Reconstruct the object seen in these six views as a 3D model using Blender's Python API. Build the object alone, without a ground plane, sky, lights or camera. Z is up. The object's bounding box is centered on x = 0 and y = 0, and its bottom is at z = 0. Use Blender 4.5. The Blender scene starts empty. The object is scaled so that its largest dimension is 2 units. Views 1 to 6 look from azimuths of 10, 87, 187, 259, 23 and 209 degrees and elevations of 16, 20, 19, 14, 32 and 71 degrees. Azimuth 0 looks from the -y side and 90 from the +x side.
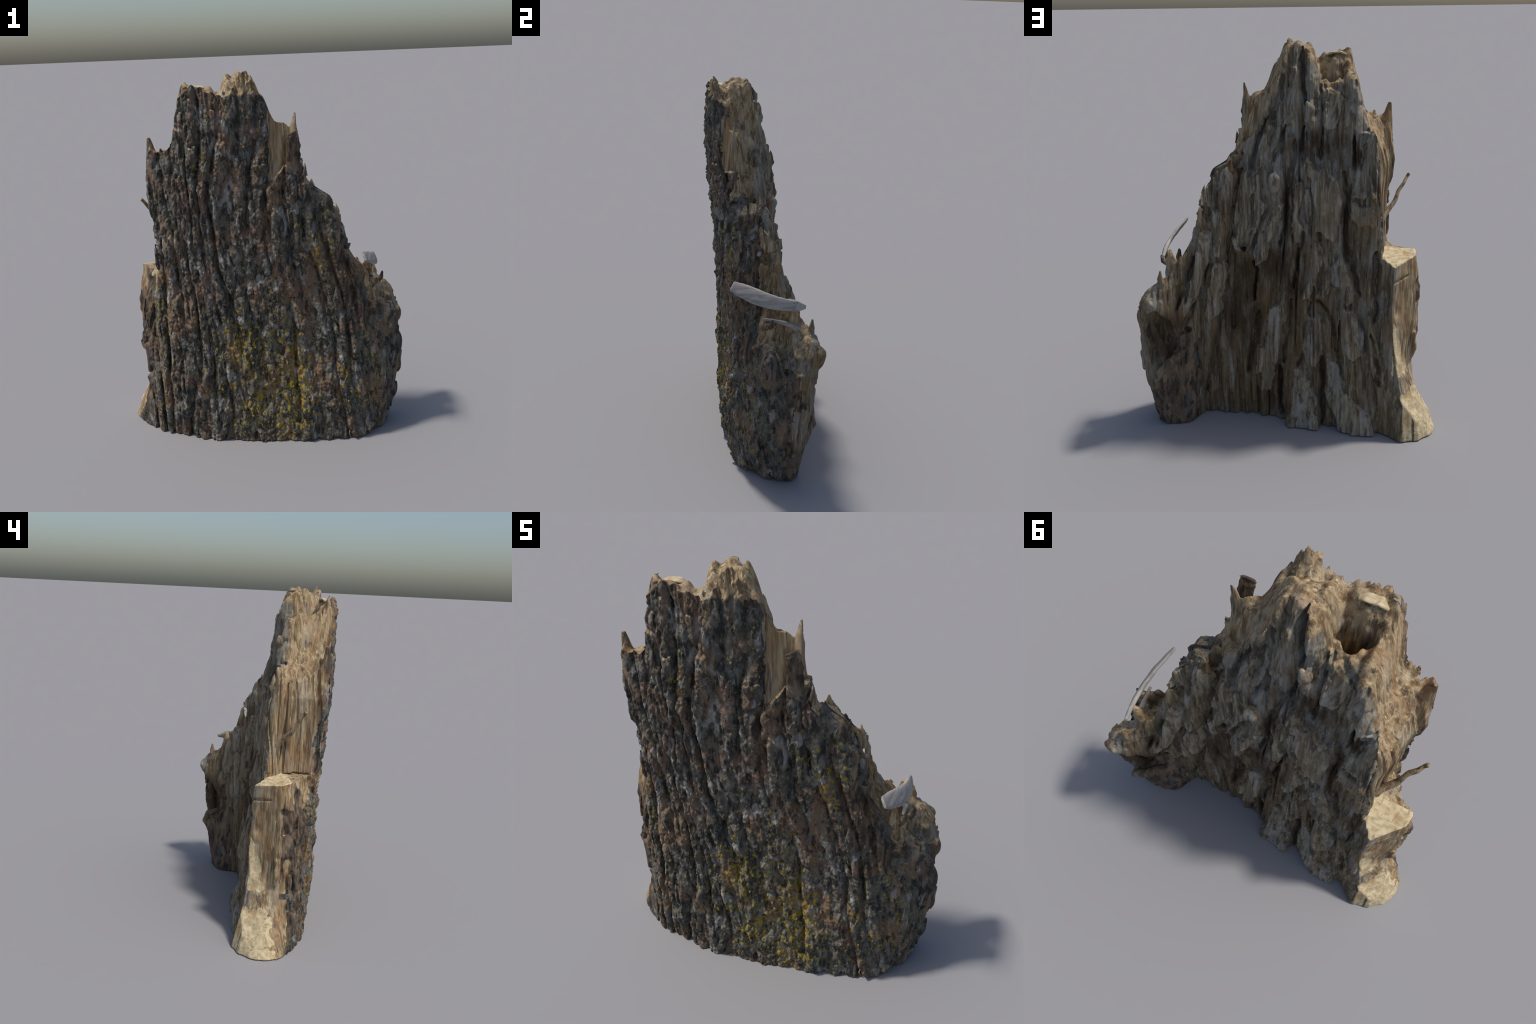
# Weathered, broken shell of a tree trunk: bark on the front, split and rotten wood on the back,
# saw cuts at the left end.  The body is described by a few profiles (front, back, ends, crest),
# slats and lumps are laid over them, and the whole is meshed with surface nets.
import bpy, math
import numpy as np

H = 0.004                                   # mesh cell
X0, X1, Y0, Y1, Z0, Z1 = -0.84, 0.84, -0.37, 0.38, -0.02, 2.03
gx = np.arange(X0, X1, H, dtype=np.float32)
gy = np.arange(Y0, Y1, H, dtype=np.float32)
gz = np.arange(Z0, Z1, H, dtype=np.float32)

# ------------------------------------------------------------------ noise helpers
def rnd(*i, seed=0):
    h = np.full(np.broadcast(*i).shape, (seed * 2654435761 + 97) & 0xFFFFFFFF, np.uint64)
    for k, a in enumerate(i):
        h = (h ^ ((np.asarray(a).astype(np.int64) + 4096).astype(np.uint64) * np.uint64((73856093, 19349663, 83492791)[k]))) & np.uint64(0xFFFFFFFF)
        h = (h * np.uint64(0x9E3779B1)) & np.uint64(0xFFFFFFFF)
        h ^= h >> np.uint64(15)
    h = (h * np.uint64(0x85EBCA6B)) & np.uint64(0xFFFFFFFF)
    h ^= h >> np.uint64(13)
    return ((h & np.uint64(0xFFFFFF)).astype(np.float32) / np.float32(0x1000000))

def vnoise(*p, seed=0):
    """smooth value noise, -1..1, in 1 to 3 dimensions"""
    fl = [np.floor(a) for a in p]
    fr = [(a - f) for a, f in zip(p, fl)]
    fr = [f * f * f * (f * (f * 6 - 15) + 10) for f in fr]
    out = 0
    n = len(p)
    for c in range(1 << n):
        w, ids = 1, []
        for d in range(n):
            b = (c >> d) & 1
            w = w * (fr[d] if b else 1 - fr[d])
            ids.append(fl[d] + b)
        out = out + w * rnd(*ids, seed=seed)
    return (out * 2 - 1).astype(np.float32)

def fbm(*p, seed=0, octaves=3, gain=0.5):
    out, a = 0, 1.0
    for o in range(octaves):
        out = out + a * vnoise(*[q * 2 ** o + 17.3 * o for q in p], seed=seed + o)
        a *= gain
    return out

def worley(u, v, seed=0, jitter=0.9):
    iu, iv = np.floor(u), np.floor(v)
    f1 = np.full(u.shape, 9.0, np.float32); f2 = f1.copy(); ident = np.zeros(u.shape, np.float32)
    for a in (-1, 0, 1):
        for b in (-1, 0, 1):
            cu, cv = iu + a, iv + b
            d = np.hypot(cu + .5 + jitter * (rnd(cu, cv, seed=seed) - .5) - u,
                         cv + .5 + jitter * (rnd(cu, cv, seed=seed + 1) - .5) - v).astype(np.float32)
            near = d < f1
            f2 = np.where(near, f1, np.minimum(f2, d))
            ident = np.where(near, rnd(cu, cv, seed=seed + 2), ident)
            f1 = np.where(near, d, f1)
    return f1, f2, ident

def sstep(a, b, x):
    t = np.clip((x - a) / (b - a), 0, 1)
    return t * t * (3 - 2 * t)

def blur(a, r):
    """separable triangular blur, radii in cells"""
    for ax, k in enumerate(r):
        for _ in range(2 if k > 0 else 0):
            pad = [(0, 0)] * a.ndim; pad[ax] = (k + 1, k)
            c = np.cumsum(np.pad(a, pad, mode='edge').astype(np.float64), axis=ax)
            n = a.shape[ax]
            a = ((np.take(c, range(2 * k + 1, 2 * k + 1 + n), ax) - np.take(c, range(0, n), ax)) / (2 * k + 1)).astype(np.float32)
    return a

def table(xk, zk, rows, xs, zs):
    """profile table (rows over zk, columns over xk) resampled on the grid xs, zs"""
    r = np.array([np.interp(xs, xk, row) for row in rows])
    return np.array([np.interp(zs, zk, r[:, i]) for i in range(len(xs))], np.float32)

# ------------------------------------------------------------------ profiles of the trunk shell
FRONT_X = [-.75, -.6, -.5, -.4, -.3, -.15, 0, .15, .3, .4, .5, .6, .7, .78]
FRONT_Z = [0, .25, .5, .75, .95, 1.2, 1.4, 1.6, 1.8, 2.0]
FRONT = [
    [.00, -.11, -.155, -.18, -.205, -.19, -.195, -.19, -.165, -.14, -.115, -.085, .00, .13],
    [-.02, -.10, -.165, -.215, -.22, -.205, -.195, -.185, -.16, -.15, -.14, -.11, -.025, .10],
    [.00, -.09, -.175, -.22, -.225, -.205, -.185, -.17, -.135, -.135, -.125, -.075, .02, .12],
    [-.02, -.08, -.18, -.22, -.225, -.212, -.20, -.18, -.145, -.14, -.11, -.045, .045, .12],
    [-.02, -.09, -.18, -.225, -.24, -.228, -.22, -.20, -.165, -.145, -.10, -.02, .06, .12],
    [-.02, -.10, -.20, -.245, -.255, -.245, -.24, -.238, -.19, -.15, -.11, -.06, -.05, .05],
    [-.04, -.12, -.22, -.265, -.28, -.265, -.258, -.25, -.18, -.11, -.08, -.06, -.05, .05],
    [-.04, -.12, -.225, -.265, -.285, -.28, -.27, -.225, -.15, -.10, -.08, -.06, -.05, .05],
    [-.05, -.15, -.20, -.25, -.29, -.285, -.275, -.22, -.15, -.10, -.08, -.06, -.05, .05],
    [-.05, -.15, -.19, -.24, -.28, -.27, -.265, -.21, -.15, -.10, -.08, -.06, -.05, .05]]
BACK_X = [-.75, -.6, -.54, -.48, -.45, -.3, -.2, -.1, 0, .1, .17, .24, .30, .36, .45, .55, .65, .75, .8]
BACK_Z = [0, .25, .45, .65, .80, .92, 1.05, 1.15, 1.25, 1.37, 1.47, 1.6, 1.75, 1.95]
BACK = [
    [.24, .29, .25, .215, .21, .19, .165, .15, .14, .11, .10, .09, .08, .075, .08, .225, .235, .18, .13],
    [.16, .23, .21, .205, .205, .185, .125, .105, .10, .085, .08, .07, .06, .07, .10, .22, .27, .23, .16],
    [.10, .20, .19, .18, .18, .178, .115, .095, .095, .085, .08, .07, .06, .07, .12, .20, .29, .27, .18],
    [.08, .215, .21, .14, .135, .14, .10, .09, .09, .085, .09, .085, .075, .085, .15, .22, .31, .29, .20],
    [.06, .21, .20, .12, .115, .105, .09, .085, .09, .08, .07, .045, .07, .105, .15, .22, .30, .28, .20],
    [.05, .20, .195, .115, .11, .09, .08, .08, .085, .085, .07, .045, .07, .11, .15, .20, .24, .22, .20],
    [.00, .10, .11, .11, .105, .085, .06, .06, .07, .07, .05, .035, .04, .075, .125, .16, .17, .17, .17],
    [.00, .09, .09, .095, .095, .07, .05, .05, .06, .05, .035, .03, .035, .05, .095, .11, .11, .11, .11],
    [.00, .07, .08, .085, .085, .06, .04, .04, .05, .045, .025, .02, .025, .035, .07, .08, .08, .08, .08],
    [.00, .05, .06, .065, .065, .055, .038, .030, .035, .03, .01, .00, .01, .02, .045, .05, .05, .05, .05],
    [.00, .04, .05, .055, .055, .045, .032, .02, .02, .005, -.02, -.03, -.015, .00, .02, .02, .02, .02, .02],
    [-.02, .02, .03, .032, .028, .020, .002, .00, .00, -.03, -.055, -.065, -.06, -.05, -.05, -.05, -.05, -.05, -.05],
    [-.03, -.01, -.01, -.012, -.016, -.024, -.060, -.045, -.03, -.06, -.09, -.11, -.12, -.12, -.12, -.12, -.12, -.12, -.12],
    [-.08, -.07, -.07, -.07, -.07, -.07, -.12, -.06, -.05, -.08, -.11, -.13, -.13, -.13, -.13, -.13, -.13, -.13, -.13]]
# left end: split face above, saw-cut block and foot below z = 0.98
LEFT_Y = [-.28, -.2, -.15, -.1, -.05, 0, .05, .1, .15, .2, .25]
LEFT_Z = [0, .1, .22, .35, .45, .56, .75, .93, .968, .976, 1.2, 1.4, 1.6, 1.66, 1.76, 1.87, 2.0]
LEFT = [
    [-.50, -.53, -.57, -.64, -.70, -.75, -.78, -.79, -.78, -.75, -.69],
    [-.50, -.53, -.57, -.63, -.66, -.70, -.735, -.745, -.73, -.70, -.66],
    [-.50, -.53, -.57, -.61, -.64, -.66, -.675, -.68, -.65, -.61, -.57],
    [-.50, -.53, -.56, -.60, -.63, -.65, -.655, -.62, -.595, -.57, -.56],
    [-.50, -.53, -.57, -.62, -.65, -.66, -.65, -.605, -.57, -.55, -.54],
    [-.50, -.53, -.575, -.64, -.675, -.68, -.665, -.615, -.57, -.53, -.52],
    [-.50, -.53, -.57, -.60, -.64, -.67, -.655, -.612, -.565, -.52, -.48],
    [-.49, -.51, -.52, -.54, -.58, -.645, -.65, -.605, -.56, -.515, -.47],
    [-.49, -.50, -.515, -.53, -.57, -.64, -.645, -.605, -.56, -.515, -.47],
    [-.48, -.51, -.515, -.485, -.467, -.468, -.475, -.478, -.475, -.47, -.47],
    [-.46, -.50, -.508, -.482, -.463, -.462, -.470, -.470, -.465, -.46, -.46],
    [-.46, -.515, -.525, -.50, -.475, -.473, -.47, -.462, -.455, -.45, -.45],
    [-.45, -.49, -.47, -.445, -.435, -.433, -.425, -.42, -.415, -.41, -.41],
    [-.43, -.46, -.44, -.42, -.41, -.40, -.39, -.39, -.39, -.39, -.39],
    [-.335, -.345, -.36, -.375, -.375, -.37, -.36, -.36, -.36, -.36, -.36],
    [-.305, -.305, -.31, -.32, -.315, -.31, -.31, -.31, -.31, -.31, -.31],
    [-.28, -.28, -.28, -.28, -.28, -.28, -.28, -.28, -.28, -.28, -.28]]
RIGHT_Y = [-.15, -.05, .05, .15, .25, .33]
RIGHT_Z = [0, .2, .45, .65, .74, .80, .87, .93, .97, 1.04, 1.12, 1.2, 1.28, 1.36, 1.40, 1.43, 1.45, 1.55, 1.70, 2.0]
RIGHT = [
    [.50, .60, .69, .705, .69, .63], [.52, .66, .72, .74, .73, .66], [.54, .69, .75, .77, .765, .71],
    [.55, .68, .74, .77, .765, .72], [.55, .64, .70, .74, .755, .72], [.53, .58, .61, .65, .695, .70],
    [.545, .56, .56, .59, .60, .57], [.525, .535, .525, .545, .56, .54], [.52, .52, .51, .515, .525, .51],
    [.50, .50, .485, .475, .465, .455], [.495, .49, .475, .455, .445, .43], [.48, .475, .46, .435, .42, .41],
    [.45, .445, .435, .42, .40, .40], [.41, .41, .40, .385, .37, .37], [.345, .345, .345, .34, .34, .34],
    [.32, .32, .32, .31, .31, .31], [.295, .295, .29, .29, .28, .28], [.275, .275, .265, .26, .25, .25],
    [.265, .265, .255, .25, .25, .25], [.26, .26, .25, .25, .24, .24]]
# crest heights along x for five depths from bark (0) to the back face (1)
CREST_S = [0, .28, .5, .8, 1]
CREST = [
    [(-.53, 1.50), (-.5, 1.56), (-.488, 1.625), (-.44, 1.62), (-.375, 1.626), (-.35, 1.68), (-.335, 1.78), (-.31, 1.86),
     (-.293, 1.92), (-.24, 1.93), (-.19, 1.926), (-.13, 1.905), (-.078, 1.895), (-.045, 1.905), (-.026, 1.975), (-.004, 2.012),
     (.03, 2.0), (.05, 1.972), (.099, 1.90), (.125, 1.82), (.14, 1.755), (.2, 1.735), (.24, 1.70), (.27, 1.70), (.285, 1.56)],
    [(-.5, 1.56), (-.46, 1.60), (-.38, 1.61), (-.35, 1.68), (-.335, 1.76), (-.31, 1.86), (-.295, 1.915), (-.2, 1.925), (-.12, 1.89),
     (-.09, 1.93), (-.05, 1.955), (0, 1.965), (.04, 1.94), (.1, 1.86), (.13, 1.78), (.17, 1.76), (.2, 1.72), (.25, 1.735), (.275, 1.68)],
    [(-.49, 1.53), (-.42, 1.58), (-.385, 1.63), (-.36, 1.69), (-.335, 1.78), (-.305, 1.82), (-.285, 1.875), (-.262, 1.84), (-.24, 1.82),
     (-.135, 1.83), (-.12, 1.92), (-.09, 1.975), (-.03, 1.97), (.018, 1.965), (.06, 1.91), (.11, 1.80), (.15, 1.775), (.18, 1.74), (.22, 1.74), (.27, 1.70)],
    [(-.46, 1.50), (-.425, 1.59), (-.386, 1.63), (-.36, 1.69), (-.335, 1.80), (-.30, 1.85), (-.275, 1.86), (-.26, 1.80), (-.2, 1.785), (-.135, 1.80),
     (-.125, 1.90), (-.09, 1.955), (-.02, 1.965), (.02, 1.95), (.06, 1.88), (.09, 1.80), (.13, 1.72), (.2, 1.68), (.25, 1.62)],
    [(-.46, 1.48), (-.425, 1.57), (-.386, 1.60), (-.36, 1.71), (-.335, 1.80), (-.31, 1.83), (-.26, 1.79), (-.2, 1.785), (-.14, 1.80),
     (-.115, 1.90), (-.09, 1.935), (-.02, 1.92), (.02, 1.90), (.05, 1.82), (.09, 1.72), (.14, 1.62), (.2, 1.55), (.26, 1.47), (.3, 1.44)]]

# slats and flakes that stand proud of the back (outline in x, z; thickness; name)
SLATS = [
    ([(-.085, 1.440), (-.127, 1.385), (-.155, 1.378), (-.175, 1.417), (-.247, 1.32), (-.274, 1.238), (-.244, 1.109), (-.232, 1.008), (-.167, 1.046), (-.131, 1.081), (-.137, 1.16), (-.104, 1.344), (-.065, 1.385)], .048),
    ([(-.031, 1.303), (-.068, 1.316), (-.073, 1.232), (-.046, 1.147), (-.07, 1.089), (-.056, 1.01), (-.025, 1.011), (-.018, 1.09), (-.024, 1.19)], .040),
    ([(-.077, 1.288), (-.11, 1.288), (-.116, 1.146), (-.102, 1.089), (-.078, 1.147)], .028),
    ([(-.117, 1.031), (-.167, 1.003), (-.183, .931), (-.141, .824), (-.105, .708), (-.061, .698), (-.076, .777), (-.111, .898)], .032),
    ([(-.261, .967), (-.305, .897), (-.328, .84), (-.338, .721), (-.302, .702), (-.265, .775), (-.214, .80), (-.186, .706), (-.149, .726), (-.184, .857), (-.247, .936)], .03),
    ([(.046, 1.218), (.025, 1.204), (.046, 1.118), (.089, 1.031), (.12, .924), (.181, .866), (.185, .953), (.147, 1.088), (.103, 1.16)], .044),
    ([(.258, 1.343), (.202, 1.37), (.146, 1.342), (.139, 1.231), (.103, 1.189), (.161, 1.088), (.207, .952), (.301, .981), (.289, 1.144)], .026),
    ([(.384, .901), (.338, .908), (.321, .84), (.345, .748), (.365, .604), (.437, .566), (.433, .705)], .045),
    ([(.452, 1.058), (.395, 1.059), (.408, .937), (.447, .79), (.491, .702), (.535, .629), (.512, .787), (.473, .946)], .032),
    ([(-.005, 1.867), (-.038, 1.867), (-.053, 1.762), (-.034, 1.657), (.013, 1.576), (.021, 1.697)], .018),
    ([(-.155, 1.774), (-.249, 1.75), (-.264, 1.72), (-.228, 1.578), (-.159, 1.576), (-.17, 1.696)], .024),
    ([(-.264, 1.742), (-.361, 1.68), (-.391, 1.595), (-.344, 1.568), (-.262, 1.592)], .014),
    ([(.146, 1.466), (.105, 1.602), (.084, 1.615), (.118, 1.493), (.139, 1.384), (.16, 1.37)], .028),
    ([(-.024, .296), (-.07, .284), (-.147, .177), (-.173, -.05), (.03, -.05), (-.01, .085)], .070),
    ([(-.205, .378), (-.265, .355), (-.328, .206), (-.435, .111), (-.475, -.05), (-.288, -.05), (-.241, .08), (-.193, .185)], .045),
    ([(-.288, .701), (-.362, .631), (-.40, .557), (-.396, .432), (-.338, .41), (-.285, .481), (-.268, .621)], .03),
    ([(.161, .437), (.118, .417), (.148, .272), (.188, .255)], .03),
    ([(.112, .638), (.051, .659), (.053, .401), (.101, .164), (.157, .171), (.139, .357)], .018),
    ([(-.351, 1.581), (-.412, 1.569), (-.429, 1.438), (-.398, 1.355), (-.387, 1.244), (-.318, 1.24), (-.323, 1.352), (-.355, 1.435)], .012),
    ([(-.312, 1.226), (-.437, 1.192), (-.439, 1.115), (-.343, 1.102), (-.306, 1.155)], .018),
    ([(.364, 1.343), (.314, 1.385), (.286, 1.343), (.301, 1.231), (.336, 1.231), (.35, 1.288)], .024),
    ([(.399, 1.163), (.344, 1.147), (.35, .926), (.389, .933)], .028),
    ([(-.098, .605), (-.172, .626), (-.175, .389), (-.13, .321), (-.069, .38)], .02)]
HOLLOWS = [([(.315, .952), (.223, .92), (.191, .793), (.128, .604), (.24, .381), (.356, .517), (.345, .748)],   .012, .03),
           ([(-.063, 1.563), (-.344, 1.561), (-.313, 1.474), (-.287, 1.378), (-.189, 1.421), (-.092, 1.454), (-.036, 1.509)], .010, .020),
           ([(-.385, 1.56), (-.345, 1.56), (-.33, 1.44), (-.36, 1.36)], .03, .012)]

# long grooves and ridges of the back: spine in x, z
GROOVES = [
    [(.247, 1.441), (.231, 1.374), (.282, 1.247), (.305, 1.131), (.319, .946)], [(-.021, 1.534), (-.022, 1.398), (.012, 1.287), (.026, 1.058), (.047, .985)],
    [(-.069, 1.582), (-.056, 1.452), (-.071, 1.397)], [(-.168, 1.787), (-.165, 1.603), (-.161, 1.427)],
    [(-.274, 1.377), (-.297, 1.239), (-.28, 1.068), (-.312, .896), (-.373, .739)], [(-.444, .979), (-.453, .683), (-.441, .611)],
    [(.325, .947), (.332, .745), (.315, .508)], [(-.074, 1.058), (-.039, .913), (-.025, .761)], [(.053, .306), (.053, .174), (.037, .01)],
    [(-.169, .405), (-.187, .221), (-.181, .01)], [(.022, 1.601), (.05, 1.518), (.078, 1.423)], [(.11, 1.636), (.161, 1.512), (.209, 1.333)],
    [(-.106, .686), (-.093, .422), (-.041, .305)], [(-.421, .569), (-.462, .401), (-.473, .282)], [(.478, .94), (.539, .789), (.581, .678)],
    [(.42, .887), (.48, .712), (.567, .524)], [(.368, .6), (.422, .353), (.461, .13)], [(.173, .601), (.193, .418), (.228, .247)],
    [(-.01, .698), (.021, .474), (.037, .342)], [(-.318, 1.541), (-.316, 1.351), (-.29, 1.238)], [(-.051, 1.958), (-.052, 1.827), (-.067, 1.695)],
    [(.039, 1.826), (.06, 1.692), (.095, 1.597)], [(-.268, .632), (-.266, .426), (-.3, .23)], [(.195, .678), (.168, .84), (.198, .898)],
    [(-.142, .705), (-.233, .597), (-.251, .438)], [(.253, 1.275), (.269, 1.131), (.299, 1.0)], [(.187, 1.249), (.203, 1.104), (.243, .952)]]
RIDGES = [
    [(-.031, 1.88), (-.019, 1.655), (.079, 1.531), (.128, 1.393)], [(-.085, 1.932), (-.106, 1.827), (-.135, 1.722)],
    [(.069, 1.271), (.048, 1.172), (.105, 1.055), (.159, .888)], [(-.392, 1.543), (-.384, 1.354), (-.436, 1.234)],
    [(-.425, 1.57), (-.45, 1.411), (-.458, 1.165)], [(.351, 1.319), (.326, 1.133), (.351, .924)], [(.425, 1.032), (.464, .786), (.535, .63)],
    [(.053, 1.892), (.082, 1.718), (.167, 1.458)], [(-.275, 1.864), (-.304, 1.788), (-.347, 1.698)], [(-.04, .652), (-.025, .463), (.069, .203)],
    [(-.14, .9), (-.098, .732)], [(-.471, .804), (-.42, .611), (-.451, .294)], [(-.229, .786), (-.22, .491)]]

def spine_dist(pts, px, pz):
    """distance to a polyline in x, z, and the place along it (0..1)"""
    best = np.full(px.shape, 9.0, np.float32); along = np.zeros(px.shape, np.float32)
    n = len(pts) - 1
    for i in range(n):
        (ax, az), (bx, bz) = pts[i], pts[i + 1]
        ex, ez = bx - ax, bz - az
        t = np.clip(((px - ax) * ex + (pz - az) * ez) / (ex * ex + ez * ez), 0, 1)
        d = np.hypot(px - ax - t * ex, pz - az - t * ez)
        along = np.where(d < best, (i + t) / n, along); best = np.minimum(best, d)
    return best, along

def poly_dist(poly, px, pz):
    """signed distance to a polygon, negative inside"""
    best = np.full(px.shape, 9.0, np.float32); inside = np.zeros(px.shape, bool)
    n = len(poly)
    for i in range(n):
        ax, az = poly[i]; bx, bz = poly[(i + 1) % n]
        ex, ez = bx - ax, bz - az
        t = np.clip(((px - ax) * ex + (pz - az) * ez) / (ex * ex + ez * ez), 0, 1)
        best = np.minimum(best, np.hypot(px - ax - t * ex, pz - az - t * ez))
        c = ((az <= pz) & (bz > pz)) | ((bz <= pz) & (az > pz))
        with np.errstate(divide='ignore', invalid='ignore'):
            inside ^= c & (px < ax + (pz - az) / np.where(ez == 0, 1e-9, ez) * ex)
    return np.where(inside, -best, best)

GX, GZ = np.meshgrid(gx, gz, indexing='ij')
base_front = blur(table(FRONT_X, FRONT_Z, FRONT, gx, gz), (9, 12))
base_back = blur(table(BACK_X, BACK_Z, BACK, gx, gz), (3, 5))

# ---- bark relief: long lens-shaped ridges, broken into lumps
def bark_relief(u, z):
    u = u * (1 + .10 * z)
    zz = z + .05 * vnoise(u * 9, z * 3, seed=5)
    p = u / .098 + .85 * vnoise(u * 3.5, z * 1.6, seed=3) + .20 * vnoise(u * 11, z * 5, seed=4)
    ridge_no = np.floor(p)
    rise = rnd(ridge_no, np.zeros_like(ridge_no), seed=12)                        # every ridge has its own height
    ridge = np.abs(np.sin(np.pi * p)) ** .55
    depth = .018 + .026 * sstep(-.45, .5, vnoise(np.rint(p) * 3.7, z * 2.1, seed=13))  # furrows deepen and fade along their length
    q1, q2, i1 = worley(u / .085, zz / .30, seed=14)
    g1, g2, i2 = worley(u / .056 + .25 * vnoise(u * 18, z * 11, seed=31), zz / .105 + .22 * vnoise(u * 20, z * 14, seed=32), seed=21)
    lump = np.sqrt(np.clip((g2 - g1) / .75, 0, 1)) * (.30 + 1.0 * i2) - .42
    k1, k2, i3 = worley(u / .019 + .3 * vnoise(u * 60, z * 50, seed=33), zz / .026, seed=41)
    grain = sstep(.0, .6, k2 - k1) * (.5 + i3) - .5
    return (depth * (ridge - .8) + .014 * (rise - .5) * ridge + .012 * (sstep(0, .3, q2 - q1) * (i1 + .3) - .6)
            + .022 * lump + .005 * grain + .009 * vnoise(u * 7, z * 3.2, seed=7) + .004 * fbm(u * 40, z * 34, seed=8, octaves=2))

arc = gx * 1.0                                                    # girth coordinate along the front
slope = np.gradient(blur(base_front.mean(axis=1)[:, None], (12, 0))[:, 0], H)
arc = np.cumsum(np.sqrt(1 + slope ** 2)) * H
ARC = np.repeat(arc[:, None], len(gz), 1).astype(np.float32)
bark_missing = [(.118, 1.84), (.118, 1.56), (.112, 1.47), (.124, 1.435), (.15, 1.48), (.19, 1.53), (.262, 1.55), (.32, 1.55), (.32, 1.84)]
no_bark = sstep(.006, -.012, poly_dist(bark_missing, GX + .006 * vnoise(GX * 40, GZ * 25, seed=51), GZ))
fibre_front = .004 * fbm(GX * 60, GZ * 3, seed=52, octaves=2)
front = base_front - bark_relief(ARC, GZ) * (1 - .95 * no_bark) + no_bark * (.042 + fibre_front)

# ---- wood relief on the back: staves of different depth, grooves between, fibres
def wood_relief(x, z):
    u = x * (1 + .12 * z) + .026 * vnoise(x * 5, z * 1.6, seed=61) + .007 * vnoise(x * 20, z * 5, seed=62)
    p = u / .046 + .5 * vnoise(x * 9, z * 1.2, seed=59)
    no = np.floor(p); fr = p - no
    rib = np.sqrt(np.clip(1 - (2 * fr - 1) ** 2, 0, 1))                            # long rounded ribs
    height = .6 * (rnd(no, np.zeros_like(no), seed=58) - .5) + .5 * vnoise(no * 5.3, z * 2.4, seed=57)
    f1, f2, i1 = worley(u / .055, z / .62 + .25 * vnoise(x * 24, z * 3, seed=60), seed=63)
    g1, g2, i2 = worley(u / .022, z / .45 + .25 * vnoise(x * 40, z * 6, seed=60), seed=66)
    cleft = np.exp(-(vnoise(u * 13, z * .9, seed=64) / .13) ** 2) * sstep(-.35, .25, vnoise(x * 7, z * 3.5, seed=65))
    return (.012 * (rib - .75) + .036 * height * (.4 + .6 * rib) + .018 * (i1 - .5) * sstep(.0, .14, f2 - f1) + .011 * (i2 - .5) * sstep(0, .25, g2 - g1)
            - .026 * cleft + .004 + .010 * vnoise(x * 8, z * 4, seed=69) + .004 * fbm(u * 60, z * 7, seed=70) + .004 * fbm(x * 34, z * 34, seed=72))

wx = GX + .006 * vnoise(GX * 28, GZ * 22, seed=81) + .003 * vnoise(GX * 80, GZ * 60, seed=83)
wz = GZ + .010 * vnoise(GX * 30, GZ * 12, seed=82) + .004 * vnoise(GX * 90, GZ * 50, seed=84)
relief_back = wood_relief(GX, GZ)
slat_cover = np.zeros(GX.shape, np.float32)
slat_id = np.full(GX.shape, -1, np.int32)
slat_lift = np.zeros(GX.shape, np.float32)
for k, (poly, thick) in enumerate(SLATS):
    d = poly_dist(poly, wx, wz)
    m = sstep(.003, -.007, d)
    body = thick * m * (.75 + .25 * sstep(0, -.03, d))
    if min(q[1] for q in poly) < 0:                               # spurs at the foot flare downward
        body *= sstep(max(q[1] for q in poly) + .03, .02, GZ)
    slat_lift = np.maximum(slat_lift, body)
    slat_cover = np.maximum(slat_cover, m)
    slat_id = np.where(d < .001, k, slat_id)
hollow = np.zeros(GX.shape, np.float32)
for poly, depth, soft in HOLLOWS:
    hollow += depth * sstep(.4 * soft, -soft, poly_dist(poly, wx, wz))
carved = np.zeros(GX.shape, np.float32)
for i, g in enumerate(GROOVES):
    d, al = spine_dist(g, wx + .008 * vnoise(GX * 14, GZ * 6, seed=85), wz)
    wide = (.014 + .007 * vnoise(GZ * 9, GX * 3, seed=86)) * (.35 + .65 * np.sqrt(np.clip(4 * al * (1 - al), 0, 1)))
    carved = np.maximum(carved, (.032 + .010 * ((i * 7) % 3)) * np.exp(-(d / wide) ** 2))
for i, g in enumerate(RIDGES):
    d, al = spine_dist(g, wx, wz)
    carved = carved - (.020 + .007 * (i % 3)) * sstep(.034, .004, d) * np.sqrt(np.clip(4 * al * (1 - al), 0, 1))
relief_back = (relief_back - carved) * (1 - .85 * sstep(-.50, -.56, GX)) * (1 - .6 * sstep(.48, .54, GX) * sstep(.42, .34, GZ))
back = base_back + relief_back * (1 - .35 * slat_cover) + slat_lift - hollow - .004

# ---- ends and crest
GY2, GZ2 = np.meshgrid(gy, gz, indexing='ij')
left = table(LEFT_Y, LEFT_Z, LEFT, gy, gz - 0)
for j, yy in enumerate(gy):                                  # the saw-cut step tips down towards the back
    left[j] = np.interp(gz + .25 * max(0, yy) * np.exp(-((gz - .95) / .09) ** 2), gz, left[j])
left = blur(left, (1, 0))
u = GY2 + .02 * vnoise(GY2 * 10, GZ2 * 2.5, seed=91)
f1, f2, i1 = worley(u / .036 + .2 * vnoise(GY2 * 30, GZ2 * 3, seed=87), GZ2 / 1.1, seed=92)
split_rough = sstep(.975, .985, GZ2)
left_relief = (.036 * (i1 - .5) * sstep(0, .2, f2 - f1) - .010 * (1 - sstep(0, .12, f2 - f1)) + .012 * vnoise(GY2 * 12, GZ2 * 3, seed=94) + .004 * fbm(u * 60, GZ2 * 5, seed=95)) * (.04 + .96 * split_rough)
rough_low = sstep(.03, -.03, GY2) * (1 - split_rough)
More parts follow.
